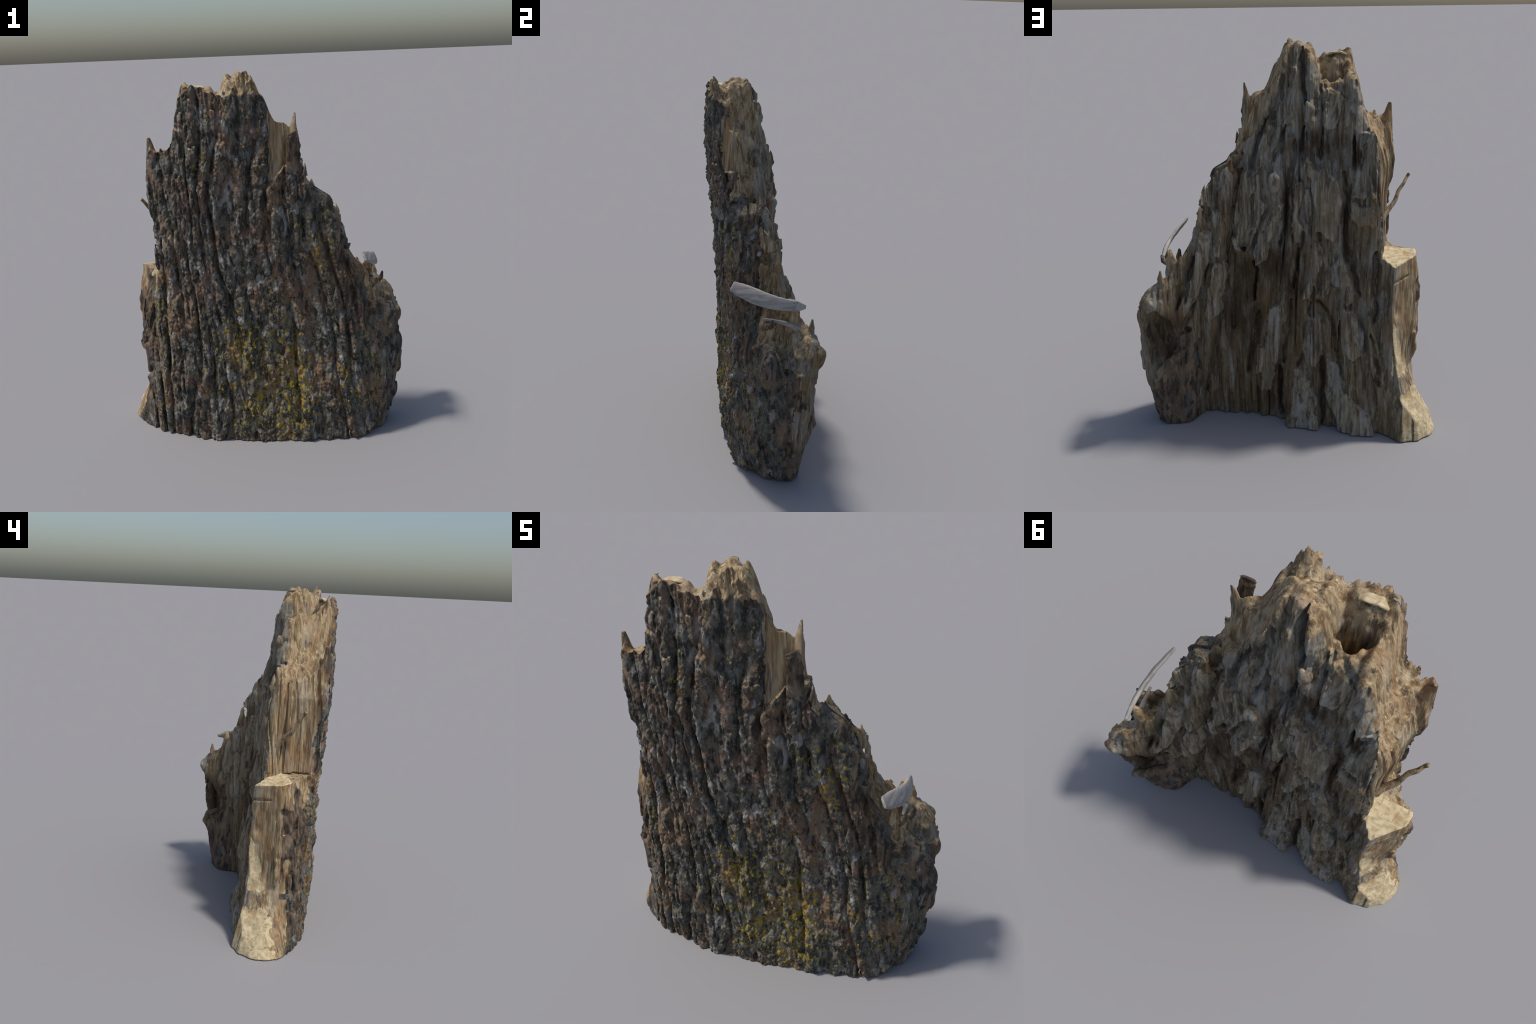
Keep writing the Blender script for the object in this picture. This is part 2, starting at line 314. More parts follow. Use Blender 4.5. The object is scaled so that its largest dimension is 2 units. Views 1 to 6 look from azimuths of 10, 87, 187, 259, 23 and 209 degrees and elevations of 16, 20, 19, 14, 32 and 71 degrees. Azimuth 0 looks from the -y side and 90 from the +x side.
left_relief += (1 - split_rough) * (.007 * vnoise(GY2 * 16, GZ2 * 7, seed=93) + .004 * vnoise(GY2 * 40, GZ2 * 22, seed=90)) * sstep(1.0, .9, GZ2)
left_relief += rough_low * (.032 * fbm(GY2 * 20, GZ2 * 8, seed=97, octaves=3))
left = left - left_relief
right = blur(table(RIGHT_Y, RIGHT_Z, RIGHT, gy, gz), (8, 1))
right = right - .012 * sstep(.9, 1.0, GZ2) + .030 * (worley(GY2 / .05, GZ2 / .11, seed=96)[2] - .5) + .034 * (worley(GY2 / .034 + .3 * vnoise(GY2 * 20, GZ2 * 4, seed=88), GZ2 / .30, seed=89)[2] - .5) * sstep(.85, 1.0, GZ2) + .012 * fbm(GY2 * 18, GZ2 * 5, seed=99, octaves=3) + .012 * vnoise(GY2 * 24, GZ2 * 16, seed=98)

zi = int((1.75 - Z0) / H)
GX3, GY3 = np.meshgrid(gx, gy, indexing='ij')
s = np.clip((GY3 - base_front[:, zi][:, None]) / (base_back[:, zi] - base_front[:, zi])[:, None], 0, 1)
rows = np.array([np.interp(gx, *zip(*r)) for r in CREST])
seg = np.clip(np.searchsorted(CREST_S, s, side='right') - 1, 0, 3)
ks = np.array(CREST_S)
t = (s - ks[seg]) / (ks[seg + 1] - ks[seg])
ix = np.arange(len(gx))[:, None]
crest = rows[seg, ix] * (1 - t) + rows[seg + 1, ix] * t
c1, c2, ci = worley(GX3 / .05 + .2 * vnoise(GX3 * 40, GY3 * 40, seed=103), GY3 / .045, seed=104)
crest = crest + .012 * vnoise(GX3 * 26, GY3 * 26, seed=101) + .008 * (worley(GX3 / .022, GY3 / .022, seed=102)[2] - .5) + .045 * (ci - .5) + .022 * (sstep(0, .5, c2 - c1) - .6)
crest = blur(crest.astype(np.float32), (2, 2))
cgx, cgy = np.gradient(crest, H)
crest_scale = 1 / np.sqrt(1 + cgx ** 2 + cgy ** 2)

fsx, fsz = np.gradient(front, H); front_scale = 1 / np.sqrt(1 + fsx ** 2 + fsz ** 2)
bsx, bsz = np.gradient(back, H); back_scale = 1 / np.sqrt(1 + bsx ** 2 + bsz ** 2)
lsy, lsz = np.gradient(left, H); left_scale = 1 / np.sqrt(1 + lsy ** 2 + np.minimum(lsz, 6) ** 2)
rsy, rsz = np.gradient(right, H); right_scale = 1 / np.sqrt(1 + rsy ** 2 + rsz ** 2)

F = np.empty((len(gx), len(gy), len(gz)), np.float32)
foot = (.004 + .006 * vnoise(GX3 * 25, GY3 * 25, seed=111)).astype(np.float32)     # slightly uneven underside
for k in range(len(gz)):
    yf, yb = front[:, k][:, None], back[:, k][:, None]
    f = np.maximum((yf - gy[None]) * front_scale[:, k][:, None], (gy[None] - yb) * back_scale[:, k][:, None])
    f = np.maximum(f, (left[:, k][None] - gx[:, None]) * left_scale[:, k][None])
    f = np.maximum(f, (gx[:, None] - right[:, k][None]) * right_scale[:, k][None])
    f = np.maximum(f, (gz[k] - crest) * crest_scale)
    F[:, :, k] = np.maximum(f, foot * 0 + .0 - gz[k])

# ------------------------------------------------------------------ local lumps, pegs and cavities
def local(lo, hi):
    sl = [slice(max(0, int((a - o) / H) - 1), min(n, int((b - o) / H) + 2)) for a, b, o, n in zip(lo, hi, (X0, Y0, Z0), F.shape)]
    x, y, z = np.meshgrid(gx[sl[0]], gy[sl[1]], gz[sl[2]], indexing='ij')
    return tuple(sl), x, y, z

def smin(a, b, k):
    h = np.clip(.5 + .5 * (b - a) / k, 0, 1)
    return b * (1 - h) + a * h - k * h * (1 - h)

def tapered(points, k=.012, cut=False, rough=.004, flat=(1, 1, 1)):
    """rounded, tapered rod through (x, y, z, radius) points; added, or carved if cut"""
    P = np.array(points, np.float32)
    r = P[:, 3].max() / min(flat) + .03
    sl, x, y, z = local(P[:, :3].min(0) - r, P[:, :3].max(0) + r)
    n = rough * vnoise(x * 45, y * 45, z * 20, seed=121)
    d = None
    for a, b in zip(P[:-1], P[1:]):
        e = (b - a)[:3] * np.array(flat, np.float32)
        q = [(c - a[i]) * flat[i] for i, c in enumerate((x, y, z))]
        tt = np.clip((q[0] * e[0] + q[1] * e[1] + q[2] * e[2]) / max(1e-9, float(e @ e)), 0, 1)
        dd = np.sqrt((q[0] - tt * e[0]) ** 2 + (q[1] - tt * e[1]) ** 2 + (q[2] - tt * e[2]) ** 2) - (a[3] + tt * (b[3] - a[3]))
        d = dd if d is None else np.minimum(d, dd)
    d = d + n
    if cut:
        F[sl] = -smin(-F[sl], d, k)
    else:
        F[sl] = smin(F[sl], d, k)

# knot on the back, small pegs
tapered([(.075, .05, 1.29, .030), (.070, .068, 1.34, .030), (.067, .070, 1.375, .008)], k=.008)
tapered([(-.092, -.03, 1.62, .022), (-.10, -.022, 1.67, .026), (-.085, -.018, 1.70, .010)], k=.006)
tapered([(.29, .065, 1.02, .012), (.265, .085, .97, .014), (.245, .085, .945, .007)], k=.006)
# right end: gnarled shoulder, lip, ridge and recess
tapered([(.66, .24, .68, .055), (.69, .29, .735, .045), (.70, .298, .755, .022)], k=.03, rough=.008)
tapered([(.705, .05, .64, .045), (.718, .055, .70, .036), (.715, .05, .735, .015)], k=.03, rough=.010)
tapered([(.665, .31, .66, .040), (.645, .285, .58, .080), (.610, .265, .49, .075), (.670, .28, .40, .050)], k=.008, cut=True, rough=.012)
tapered([(.705, .25, .63, .014), (.680, .25, .54, .022), (.655, .235, .44, .028), (.64, .22, .36, .020)], k=.006)
tapered([(.54, .22, .45, .014), (.60, .275, .405, .022), (.67, .285, .33, .022), (.71, .24, .22, .014)], k=.010)
tapered([(.53, .22, .545, .022), (.528, .15, .54, .016)], k=.01, cut=True)
tapered([(.58, .04, .93, .03), (.65, .11, .80, .045), (.72, .145, .72, .040), (.79, .15, .60, .028)], k=.02, cut=True, rough=.012)
tapered([(.58, .0, .80, .010), (.59, .03, .90, .018), (.585, .05, .945, .007)], k=.012)
tapered([(.62, .03, .74, .014), (.635, .06, .83, .016), (.645, .075, .87, .006)], k=.012)
tapered([(.62, .25, .80, .02), (.635, .26, .86, .014), (.63, .26, .90, .006)], k=.012)
# deep hole behind the bark plate at the top
for hx, hy, hr in ((-.165, -.150, .032), (-.200, -.145, .042), (-.240, -.160, .030)):
    tapered([(hx + .01, hy, 1.58, hr - .014), (hx, hy, 1.76, hr), (hx, hy, 2.02, hr + .008)], k=.006, cut=True, rough=.010)
# torn tongue beside the exposed strip, root of the grey chip, curled shards of the shoulder
tapered([(.235, -.145, 1.58, .024), (.240, -.145, 1.70, .018), (.240, -.146, 1.735, .013), (.245, -.138, 1.785, .005)], k=.015, rough=.003, flat=(1, 1.5, 1))
tapered([(.58, .16, .86, .036), (.605, .165, .945, .024), (.622, .165, .985, .012)], k=.015, rough=.005)
tapered([(.60, .02, .84, .020), (.645, .05, .865, .016), (.672, .06, .885, .011), (.678, .062, .915, .005)], k=.012, rough=.004)
# crack and chips of the sawn post
tapered([(-.525, .185, .845, .005), (-.56, .145, .85, .008), (-.605, .095, .862, .005)], k=.003, cut=True, rough=.002)
tapered([(-.60, .17, .58, .020), (-.635, .13, .56, .018)], k=.01, cut=True, rough=.008)
tapered([(-.665, .035, .80, .020), (-.67, .03, .70, .024)], k=.012, cut=True, rough=.010)
# slot right of the peak, notch between the shoulder and the main crest
tapered([(.285, -.03, 1.28, .020), (.283, -.04, 1.40, .030), (.285, -.04, 1.52, .036)], k=.008, cut=True, rough=.008)
tapered([(.395, -.01, 1.33, .014), (.40, -.02, 1.46, .03)], k=.006, cut=True, rough=.008)
tapered([(.49, .06, 1.15, .034), (.43, .03, 1.15, .032), (.41, .10, 1.145, .020)], k=.006, cut=True)
# bark and wood fins of the left end
tapered([(-.475, -.20, 1.52, .034), (-.482, -.197, 1.60, .024), (-.490, -.196, 1.68, .010)], k=.014, rough=.003)
tapered([(-.645, .06, .39, .010), (-.655, .055, .44, .016), (-.65, .055, .52, .018)], k=.008)
tapered([(-.625, -.07, .35, .014), (-.625, -.065, .50, .020)], k=.006)
tapered([(-.645, -.03, .36, .010), (-.648, -.02, .44, .013)], k=.006)

F[:, :, 0] = 1; F[:, :, -1] = 1; F[0] = 1; F[-1] = 1; F[:, 0] = 1; F[:, -1] = 1

# ------------------------------------------------------------------ surface nets
def surface_nets(F):
    inside = F < 0
    c = np.zeros(tuple(n - 1 for n in F.shape), np.uint8)
    for a in (0, 1):
        for b in (0, 1):
            for d in (0, 1):
                c += inside[a:F.shape[0] - 1 + a, b:F.shape[1] - 1 + b, d:F.shape[2] - 1 + d]
    act = (c > 0) & (c < 8)
    idx = np.argwhere(act)
    number = np.full(act.shape, -1, np.int32); number[act] = np.arange(len(idx))
    i, j, k = idx.T
    v = {(a, b, d): F[i + a, j + b, k + d] for a in (0, 1) for b in (0, 1) for d in (0, 1)}
    acc = np.zeros((len(idx), 3)); cnt = np.zeros(len(idx))
    for p in v:
        for ax in range(3):
            if p[ax] == 0:
                q = list(p); q[ax] = 1; q = tuple(q)
                m = (v[p] < 0) != (v[q] < 0)
                tt = v[p] / np.where(m, v[p] - v[q], 1)
                pos = np.tile(np.array(p, float), (len(idx), 1)); pos[:, ax] = tt
                acc[m] += pos[m]; cnt[m] += 1
    V = (idx + acc / cnt[:, None]) * H + np.array([X0, Y0, Z0])
    quads = []
    for ax in range(3):
        o = [a for a in range(3) if a != ax]
        A = np.take(inside, range(0, F.shape[ax] - 1), ax); B = np.take(inside, range(1, F.shape[ax]), ax)
        e = np.argwhere(A != B)
        e = e[(e[:, o[0]] > 0) & (e[:, o[1]] > 0) & (e[:, o[0]] < F.shape[o[0]] - 1) & (e[:, o[1]] < F.shape[o[1]] - 1)]
        flip = A[tuple(e.T)] == (ax != 1)
        def cell(d0, d1):
            q = e.copy(); q[:, o[0]] -= d0; q[:, o[1]] -= d1
            return number[tuple(q.T)]
        Q = np.stack([cell(1, 1), cell(0, 1), cell(0, 0), cell(1, 0)], 1)
        Q[~flip] = Q[~flip][:, ::-1]
        quads.append(Q)
    return V, np.concatenate(quads)

V, Q = surface_nets(F)
del F

def keep_largest(V, Q):
    lab = np.arange(len(V))
    while True:
        m = lab[Q].min(1)
        new = lab.copy()
        for c in range(4):
            np.minimum.at(new, Q[:, c], m)
        new = new[new]
        if (new == lab).all():
            break
        lab = new
    big = np.bincount(lab).argmax()
    good = lab == big
    remap = np.cumsum(good) - 1
    return V[good], remap[Q[good[Q[:, 0]]]]
V, Q = keep_largest(V, Q)

def vertex_normals(V, Q):
    n = np.cross(V[Q[:, 2]] - V[Q[:, 0]], V[Q[:, 3]] - V[Q[:, 1]])
    out = np.zeros_like(V)
    for c in range(4):
        for a in range(3):
            out[:, a] += np.bincount(Q[:, c], n[:, a], len(V))
    return out / np.maximum(1e-12, np.linalg.norm(out, axis=1))[:, None]

def relax(V, Q, w):
    acc = np.zeros_like(V); cnt = np.zeros(len(V))
    for c in range(4):
        for d in (1, 3):
            t = Q[:, (c + d) % 4]
            for a in range(3):
                acc[:, a] += np.bincount(Q[:, c], V[t, a], len(V))
            cnt += np.bincount(Q[:, c], minlength=len(V))
    return V + w * (acc / cnt[:, None] - V)

for _ in range(2):
    V = relax(V, Q, .55); V = relax(V, Q, -.35)
# the longest side is the height
V[:, 2] -= V[:, 2].min()

# ------------------------------------------------------------------ regions of the one surface
def sample2(a, x, z, ox, oz):
    return a[np.clip(np.rint((x - ox) / H).astype(int), 0, a.shape[0] - 1), np.clip(np.rint((z - oz) / H).astype(int), 0, a.shape[1] - 1)]

C = V[Q].mean(1).astype(np.float32)
N = vertex_normals(V, Q)
FN = N[Q].mean(1)
x, y, z = C.T
wob = .010 * fbm(x * 18, y * 18, z * 12, seed=131)
depth_f = y - sample2(front, x, z, X0, Z0)
depth_b = sample2(back, x, z, X0, Z0) - y
miss = sample2(no_bark, x, z, X0, Z0)
in_crest = z > sample2(crest, x, y, X0, Y0) - .012
bark_thick = .030 + .022 * vnoise(x * 9, y * 9, z * 6, seed=133)
is_bark = (depth_f < bark_thick + wob) & ~(miss > .5) & ~((FN[:, 2] > .55) & (z > 1.5))
is_bark |= (x > .62) & (z < .66 + wob) & (depth_b > .03) & ~((y > .2) & (z > .30) & (x < .72))
is_bark |= (x > .475 + wob) & (z < .24 + (.70 - x) * 1.1 + 3 * wob) & (y > .12)
is_bark |= (x > .28) & (z > .70) & (z < 1.43 + 2 * wob) & (y < .005 + 2 * wob) & (FN[:, 0] > .1) & (FN[:, 2] < .8)
is_bark &= ~((x > -.07) & (z > 1.885 + 3 * wob) & (x < .3))
is_bark |= (x < -.55) & (z < .95) & (y < .035 + wob - .05 * (z < .3)) & ~((z > .97) | (FN[:, 2] > .8)) & (vnoise(x * 14, y * 14, z * 8, seed=134) > -.45)
top_cut = (x < -.465) & (z > .90) & (z < 1.0) & (FN[:, 2] > .5) & (y > -.012 + .5 * wob)
chop_edge = np.interp(z, [0, .12, .25, .4, .6], [.07, .085, .10, .105, .15]) + 2.2 * wob + .02 * vnoise(z * 22, y * 8, seed=145)
low_cut = (x < -.54) & (z < .42 + (y - .1) * 2.6 + 2 * wob) & (y > chop_edge) & (FN[:, 0] < -.15) & ~((z > .235 + 2 * wob - .3 * (y - .15)) & (z < .32 + 3 * wob))
is_cut = top_cut | low_cut
is_back = (depth_b < .03 + wob) & (FN[:, 1] > .1) & ~in_crest
sid = sample2(slat_id, x, z, X0, Z0)
region = np.full(len(Q), 2, np.int32)                 # split wood
region[is_back] = 1
region[is_back & (sid >= 0)] = 10 + sid[is_back & (sid >= 0)]
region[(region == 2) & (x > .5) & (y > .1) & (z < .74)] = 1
region[is_bark] = 0
rim = (sample2(crest, x, y, X0, Y0) - z < .030 + 2.5 * wob) & (z > 1.45)
rim |= (FN[:, 2] > .45) & (x > .1) & (z > .6)
inner = (x < -.55) & (z < .95) & (vnoise(x * 11, y * 11, z * 7, seed=141) > -.05)
inner |= (x > .47) & (y > .13 + wob)
inner |= (x > .45) & (z > .62 + wob) & (vnoise(x * 12, y * 12, z * 12, seed=142) > .0)
inner |= (x > .27) & (z > .75) & (y > -.13) & (vnoise(x * 12, y * 12, z * 5, seed=144) > -.25)
inner |= rim | (vnoise(x * 9, y * 9, z * 5, seed=143) > .72)
region[is_bark & inner] = 4
region[is_cut] = 3

def settle(region, rounds=4):
    """remove single-face specks at the borders"""
    for _ in range(rounds):
        kinds = np.unique(region)
        best = np.zeros(len(region)); arg = region.copy()
        for kd in kinds:
            vv = np.zeros(len(V)); cc = np.zeros(len(V))
            w = (region == kd).astype(float)
            for c in range(4):
                vv += np.bincount(Q[:, c], w, len(V)); cc += np.bincount(Q[:, c], minlength=len(V))
            sc = (vv / np.maximum(cc, 1))[Q].mean(1)
            m = sc > best; best[m] = sc[m]; arg[m] = kd
        region = arg
    return region
region = settle(region)

# ------------------------------------------------------------------ materials
def material(name):
    m = bpy.data.materials.new(name); m.use_nodes = True
    nt = m.node_tree; nt.nodes.clear()
    out = nt.nodes.new('ShaderNodeOutputMaterial'); bsdf = nt.nodes.new('ShaderNodeBsdfPrincipled')
    nt.links.new(bsdf.outputs[0], out.inputs[0])
    bsdf.inputs['Roughness'].default_value = .85
    bsdf.inputs['Specular IOR Level'].default_value = .25
    co = nt.nodes.new('ShaderNodeTexCoord')
    return m, nt, bsdf, co.outputs['Object']

def link(nt, a, b):
    if isinstance(a, (int, float)):
        b.default_value = a
    elif isinstance(a, tuple):
        b.default_value = (*a, 1)
    else:
        nt.links.new(a, b)

def mapped(nt, co, scale, loc=(0, 0, 0)):
    n = nt.nodes.new('ShaderNodeMapping'); nt.links.new(co, n.inputs[0])
    n.inputs['Scale'].default_value = scale; n.inputs['Location'].default_value = loc
    return n.outputs[0]

def noise(nt, co, scale, loc=(0, 0, 0), detail=3, rough=.55, dist=0):
    n = nt.nodes.new('ShaderNodeTexNoise')
    nt.links.new(mapped(nt, co, scale, loc), n.inputs['Vector'])
    n.inputs['Scale'].default_value = 1; n.inputs['Detail'].default_value = detail
    n.inputs['Roughness'].default_value = rough; n.inputs['Distortion'].default_value = dist
    return n.outputs[0]

def cells(nt, co, scale, loc=(0, 0, 0), out='Distance', feature='F1'):
    n = nt.nodes.new('ShaderNodeTexVoronoi'); n.feature = feature
    nt.links.new(mapped(nt, co, scale, loc), n.inputs['Vector']); n.inputs['Scale'].default_value = 1
    return n.outputs[out]

def ramp(nt, fac, a, b, lo=0., hi=1.):
    n = nt.nodes.new('ShaderNodeMapRange'); n.interpolation_type = 'SMOOTHSTEP'
    link(nt, fac, n.inputs[0])
    n.inputs[1].default_value = a; n.inputs[2].default_value = b; n.inputs[3].default_value = lo; n.inputs[4].default_value = hi
    return n.outputs[0]

def math_(nt, op, a, b):
    n = nt.nodes.new('ShaderNodeMath'); n.operation = op
    link(nt, a, n.inputs[0]); link(nt, b, n.inputs[1]); return n.outputs[0]

def mix(nt, fac, a, b, mode='MIX'):
    n = nt.nodes.new('ShaderNodeMix'); n.data_type = 'RGBA'; n.blend_type = mode
    link(nt, fac, n.inputs[0]); link(nt, a, n.inputs[6]); link(nt, b, n.inputs[7]); return n.outputs[2]

def blob(nt, co, centre, radii):
    """soft ellipsoid mask at a place on the object"""
    m = nt.nodes.new('ShaderNodeMapping'); nt.links.new(co, m.inputs[0])
    m.inputs['Scale'].default_value = tuple(1 / r for r in radii)
    m.inputs['Location'].default_value = tuple(-c / r for c, r in zip(centre, radii))
    l = nt.nodes.new('ShaderNodeVectorMath'); l.operation = 'LENGTH'; nt.links.new(m.outputs[0], l.inputs[0])
    return ramp(nt, l.outputs['Value'], .35, 1.15, 1, 0)

def bump(nt, bsdf, height, strength, dist):
    n = nt.nodes.new('ShaderNodeBump'); n.inputs['Strength'].default_value = strength; n.inputs['Distance'].default_value = dist
    nt.links.new(height, n.inputs['Height']); nt.links.new(n.outputs[0], bsdf.inputs['Normal'])

def bark_material():
    m, nt, bsdf, co = material('lichen_bark')
    n1 = noise(nt, co, (24, 24, 12), detail=5, rough=.62)
    c = mix(nt, ramp(nt, n1, .36, .66), (.036, .036, .031), (.135, .122, .100))
    c = mix(nt, ramp(nt, noise(nt, co, (8, 8, 4), (3, 1, 2), 5), .48, .62, 0, .8), c, (.185, .115, .075))      # bare brown cork
    c = mix(nt, ramp(nt, noise(nt, co, (44, 44, 26), (7, 3, 1), 4), .55, .70, 0, .6), c, (.205, .150, .108))
    c = mix(nt, ramp(nt, noise(nt, co, (26, 26, 16), (1, 8, 4), 4), .52, .70, 0, .75), c, (.140, .158, .142))      # grey-green crust
    c = mix(nt, ramp(nt, noise(nt, co, (17, 17, 9), (4, 4, 9), 4), .55, .66, 0, .75), c, (.31, .30, .285))      # pale grey lichen
    c = mix(nt, ramp(nt, noise(nt, co, (80, 80, 60), (2, 5, 4), 2), .61, .72, 0, .55), c, (.31, .29, .25))
    c = mix(nt, ramp(nt, noise(nt, co, (40, 40, 14), (9, 2, 6), 4), .36, .48, .85, 0), c, (.019, .019, .017))
    y1 = blob(nt, co, (.08, -.2, .40), (.40, .5, .52))
    y2 = blob(nt, co, (.40, -.1, 1.15), (.12, .4, .30))
    y3 = blob(nt, co, (-.52, -.1, .60), (.16, .5, .55))
    y4 = blob(nt, co, (.62, -.08, .40), (.16, .2, .40))
    where = math_(nt, 'MAXIMUM', math_(nt, 'MAXIMUM', y1, math_(nt, 'MULTIPLY', y2, .55)), math_(nt, 'MAXIMUM', math_(nt, 'MULTIPLY', y3, .5), math_(nt, 'MULTIPLY', y4, .5)))
    big = noise(nt, co, (9, 9, 6), (5, 5, 5), 4)
    spot = noise(nt, co, (52, 52, 42), (11, 1, 3), 3, .6)
    k = math_(nt, 'ADD', spot, math_(nt, 'ADD', math_(nt, 'MULTIPLY', where, .115), math_(nt, 'MULTIPLY', big, .40)))
    yel = mix(nt, noise(nt, co, (40, 40, 40), (1, 1, 8), 2), (.20, .17, .03), (.34, .215, .025))
    c = mix(nt, ramp(nt, k, .835, .90, 0, .9), c, yel)
    nt.links.new(c, bsdf.inputs['Base Color'])
    h = math_(nt, 'ADD', noise(nt, co, (140, 140, 90), detail=4), noise(nt, co, (55, 55, 40), detail=3))
    bump(nt, bsdf, h, .7, .006)
    return m

def wood_material(name, base, dark, pale, warm, grey, warm_amt, grey_amt, stain_shade=True):
    m, nt, bsdf, co = material(name)
    g = noise(nt, co, (55, 55, 4.5), detail=4, rough=.6, dist=.4)
    c = mix(nt, ramp(nt, g, .34, .66), dark, base)
    c = mix(nt, ramp(nt, noise(nt, co, (90, 90, 7), (4, 2, 1), 3), .55, .72, 0, .8), c, pale)
    c = mix(nt, ramp(nt, noise(nt, co, (10, 10, 4), (2, 6, 3), 3), .48, .66, 0, warm_amt), c, warm)
    c = mix(nt, ramp(nt, noise(nt, co, (14, 14, 4), (8, 1, 7), 3), .50, .66, 0, grey_amt), c, grey)
    if stain_shade:
        low = blob(nt, co, (.05, .1, .30), (.75, .6, .80))
        c = mix(nt, math_(nt, 'MULTIPLY', low, ramp(nt, noise(nt, co, (16, 16, 3.5), (6, 1, 2), 4), .40, .62, .1, .75)), c, (.135, .088, .045))
        high = blob(nt, co, (-.05, .0, 1.45), (.42, .5, .62))
        c = mix(nt, math_(nt, 'MULTIPLY', high, ramp(nt, noise(nt, co, (20, 20, 3.5), (2, 7, 5), 4), .42, .60, .05, .7)), c, (.30, .295, .265))
        rot_shade = blob(nt, co, (.25, .08, .70), (.14, .3, .42))                      # brown rot, plus dark shading painted in beside the right lobe's cavity
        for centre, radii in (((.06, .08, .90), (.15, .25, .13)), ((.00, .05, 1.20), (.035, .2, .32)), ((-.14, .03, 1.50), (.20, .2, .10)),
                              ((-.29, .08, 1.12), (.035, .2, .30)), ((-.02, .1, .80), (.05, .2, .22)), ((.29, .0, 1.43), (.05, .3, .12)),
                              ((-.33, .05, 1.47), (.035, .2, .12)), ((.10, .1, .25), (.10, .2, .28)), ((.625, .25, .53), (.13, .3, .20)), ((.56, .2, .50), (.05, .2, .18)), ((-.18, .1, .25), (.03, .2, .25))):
            rot_shade = math_(nt, 'MAXIMUM', rot_shade, blob(nt, co, centre, radii))
        rot_shade = math_(nt, 'MULTIPLY', rot_shade, ramp(nt, noise(nt, co, (24, 24, 8), (3, 3, 9), 4), .32, .58, .3, 1))
        c = mix(nt, math_(nt, 'MULTIPLY', rot_shade, .9), c, (.058, .034, .018))
    c = mix(nt, ramp(nt, noise(nt, co, (40, 40, 5), (5, 9, 2), 5, .62), .36, .47, .65, 0), c, (.052, .037, .024))
    nt.links.new(c, bsdf.inputs['Base Color'])
    h = math_(nt, 'ADD', noise(nt, co, (150, 150, 12), detail=4), noise(nt, co, (60, 60, 30), detail=3))
    bump(nt, bsdf, h, .6, .005)
    return m

def cut_material():
    m, nt, bsdf, co = material('fresh_sawn_wood')
    c = mix(nt, ramp(nt, noise(nt, co, (30, 60, 40), detail=4), .35, .65), (.42, .33, .19), (.60, .50, .32))
    c = mix(nt, ramp(nt, noise(nt, co, (9, 9, 9), (3, 3, 3), 3), .52, .68, 0, .6), c, (.36, .23, .10))
    c = mix(nt, ramp(nt, noise(nt, co, (60, 14, 60), (1, 2, 3), 3), .36, .42, .5, 0), c, (.20, .13, .07))
    nt.links.new(c, bsdf.inputs['Base Color'])
    bump(nt, bsdf, noise(nt, co, (120, 40, 120), detail=4), .35, .004)
    return m

MAT = {
    'bark': bark_material(),
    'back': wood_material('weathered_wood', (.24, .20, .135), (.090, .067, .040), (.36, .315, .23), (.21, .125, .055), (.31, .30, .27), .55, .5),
    'slat': wood_material('weathered_slat', (.31, .27, .195), (.14, .11, .072), (.40, .36, .28), (.23, .15, .075), (.34, .33, .305), .4, .5, stain_shade=False),
    'split': wood_material('split_wood', (.40, .305, .18), (.16, .10, .05), (.56, .47, .31), (.26, .15, .07), (.36, .325, .25), .5, .4, stain_shade=False),
    'cut': cut_material(),
    'chip': None}

def chip_material():
    m, nt, bsdf, co = material('bleached_grey_wood')
    c = mix(nt, ramp(nt, noise(nt, co, (70, 12, 70), detail=4), .35, .65), (.27, .245, .22), (.39, .36, .325))
    c = mix(nt, ramp(nt, noise(nt, co, (14, 14, 14), (2, 2, 2), 3), .58, .66, 0, .6), c, (.21, .185, .17))
    nt.links.new(c, bsdf.inputs['Base Color'])
    bump(nt, bsdf, noise(nt, co, (160, 25, 160), detail=4), .3, .003)
    return m
MAT['chip'] = chip_material()

def inner_bark_material():
    m, nt, bsdf, co = material('bare_inner_bark')
    c = mix(nt, ramp(nt, noise(nt, co, (34, 34, 9), detail=5, rough=.6), .38, .64), (.052, .042, .033), (.165, .115, .075))
    c = mix(nt, ramp(nt, noise(nt, co, (14, 14, 7), (2, 7, 4), 3), .52, .66, 0, .7), c, (.250, .185, .125))
    c = mix(nt, ramp(nt, noise(nt, co, (10, 10, 6), (8, 3, 4), 4), .54, .64, 0, .75), c, (.105, .112, .104))
    c = mix(nt, ramp(nt, noise(nt, co, (44, 44, 14), (6, 2, 9), 4), .38, .47, .8, 0), c, (.026, .022, .018))
    nt.links.new(c, bsdf.inputs['Base Color'])
    h = math_(nt, 'ADD', noise(nt, co, (130, 130, 40), detail=4), noise(nt, co, (50, 50, 30), detail=3))
    bump(nt, bsdf, h, .6, .005)
    return m
MAT['inner'] = inner_bark_material()

# ------------------------------------------------------------------ objects
root = bpy.data.objects.new('tree_trunk_fragment', None)
bpy.context.scene.collection.objects.link(root)
root['label'] = 'broken weathered tree trunk shell with lichen-covered bark and rotten back'
root['category'] = 'tree stump'

def add_mesh(name, verts, faces, mat, normals=None, smooth=True):
    me = bpy.data.meshes.new(name)
    me.from_pydata(verts.tolist() if hasattr(verts, 'tolist') else verts, [], faces.tolist() if hasattr(faces, 'tolist') else faces)
    me.polygons.foreach_set('use_smooth', [smooth] * len(me.polygons))
    me.materials.append(mat)
    me.update()
    if normals is not None:
        me.normals_split_custom_set_from_vertices(normals.tolist())
    ob = bpy.data.objects.new(name, me)
    bpy.context.scene.collection.objects.link(ob)
    ob.parent = root
    return ob

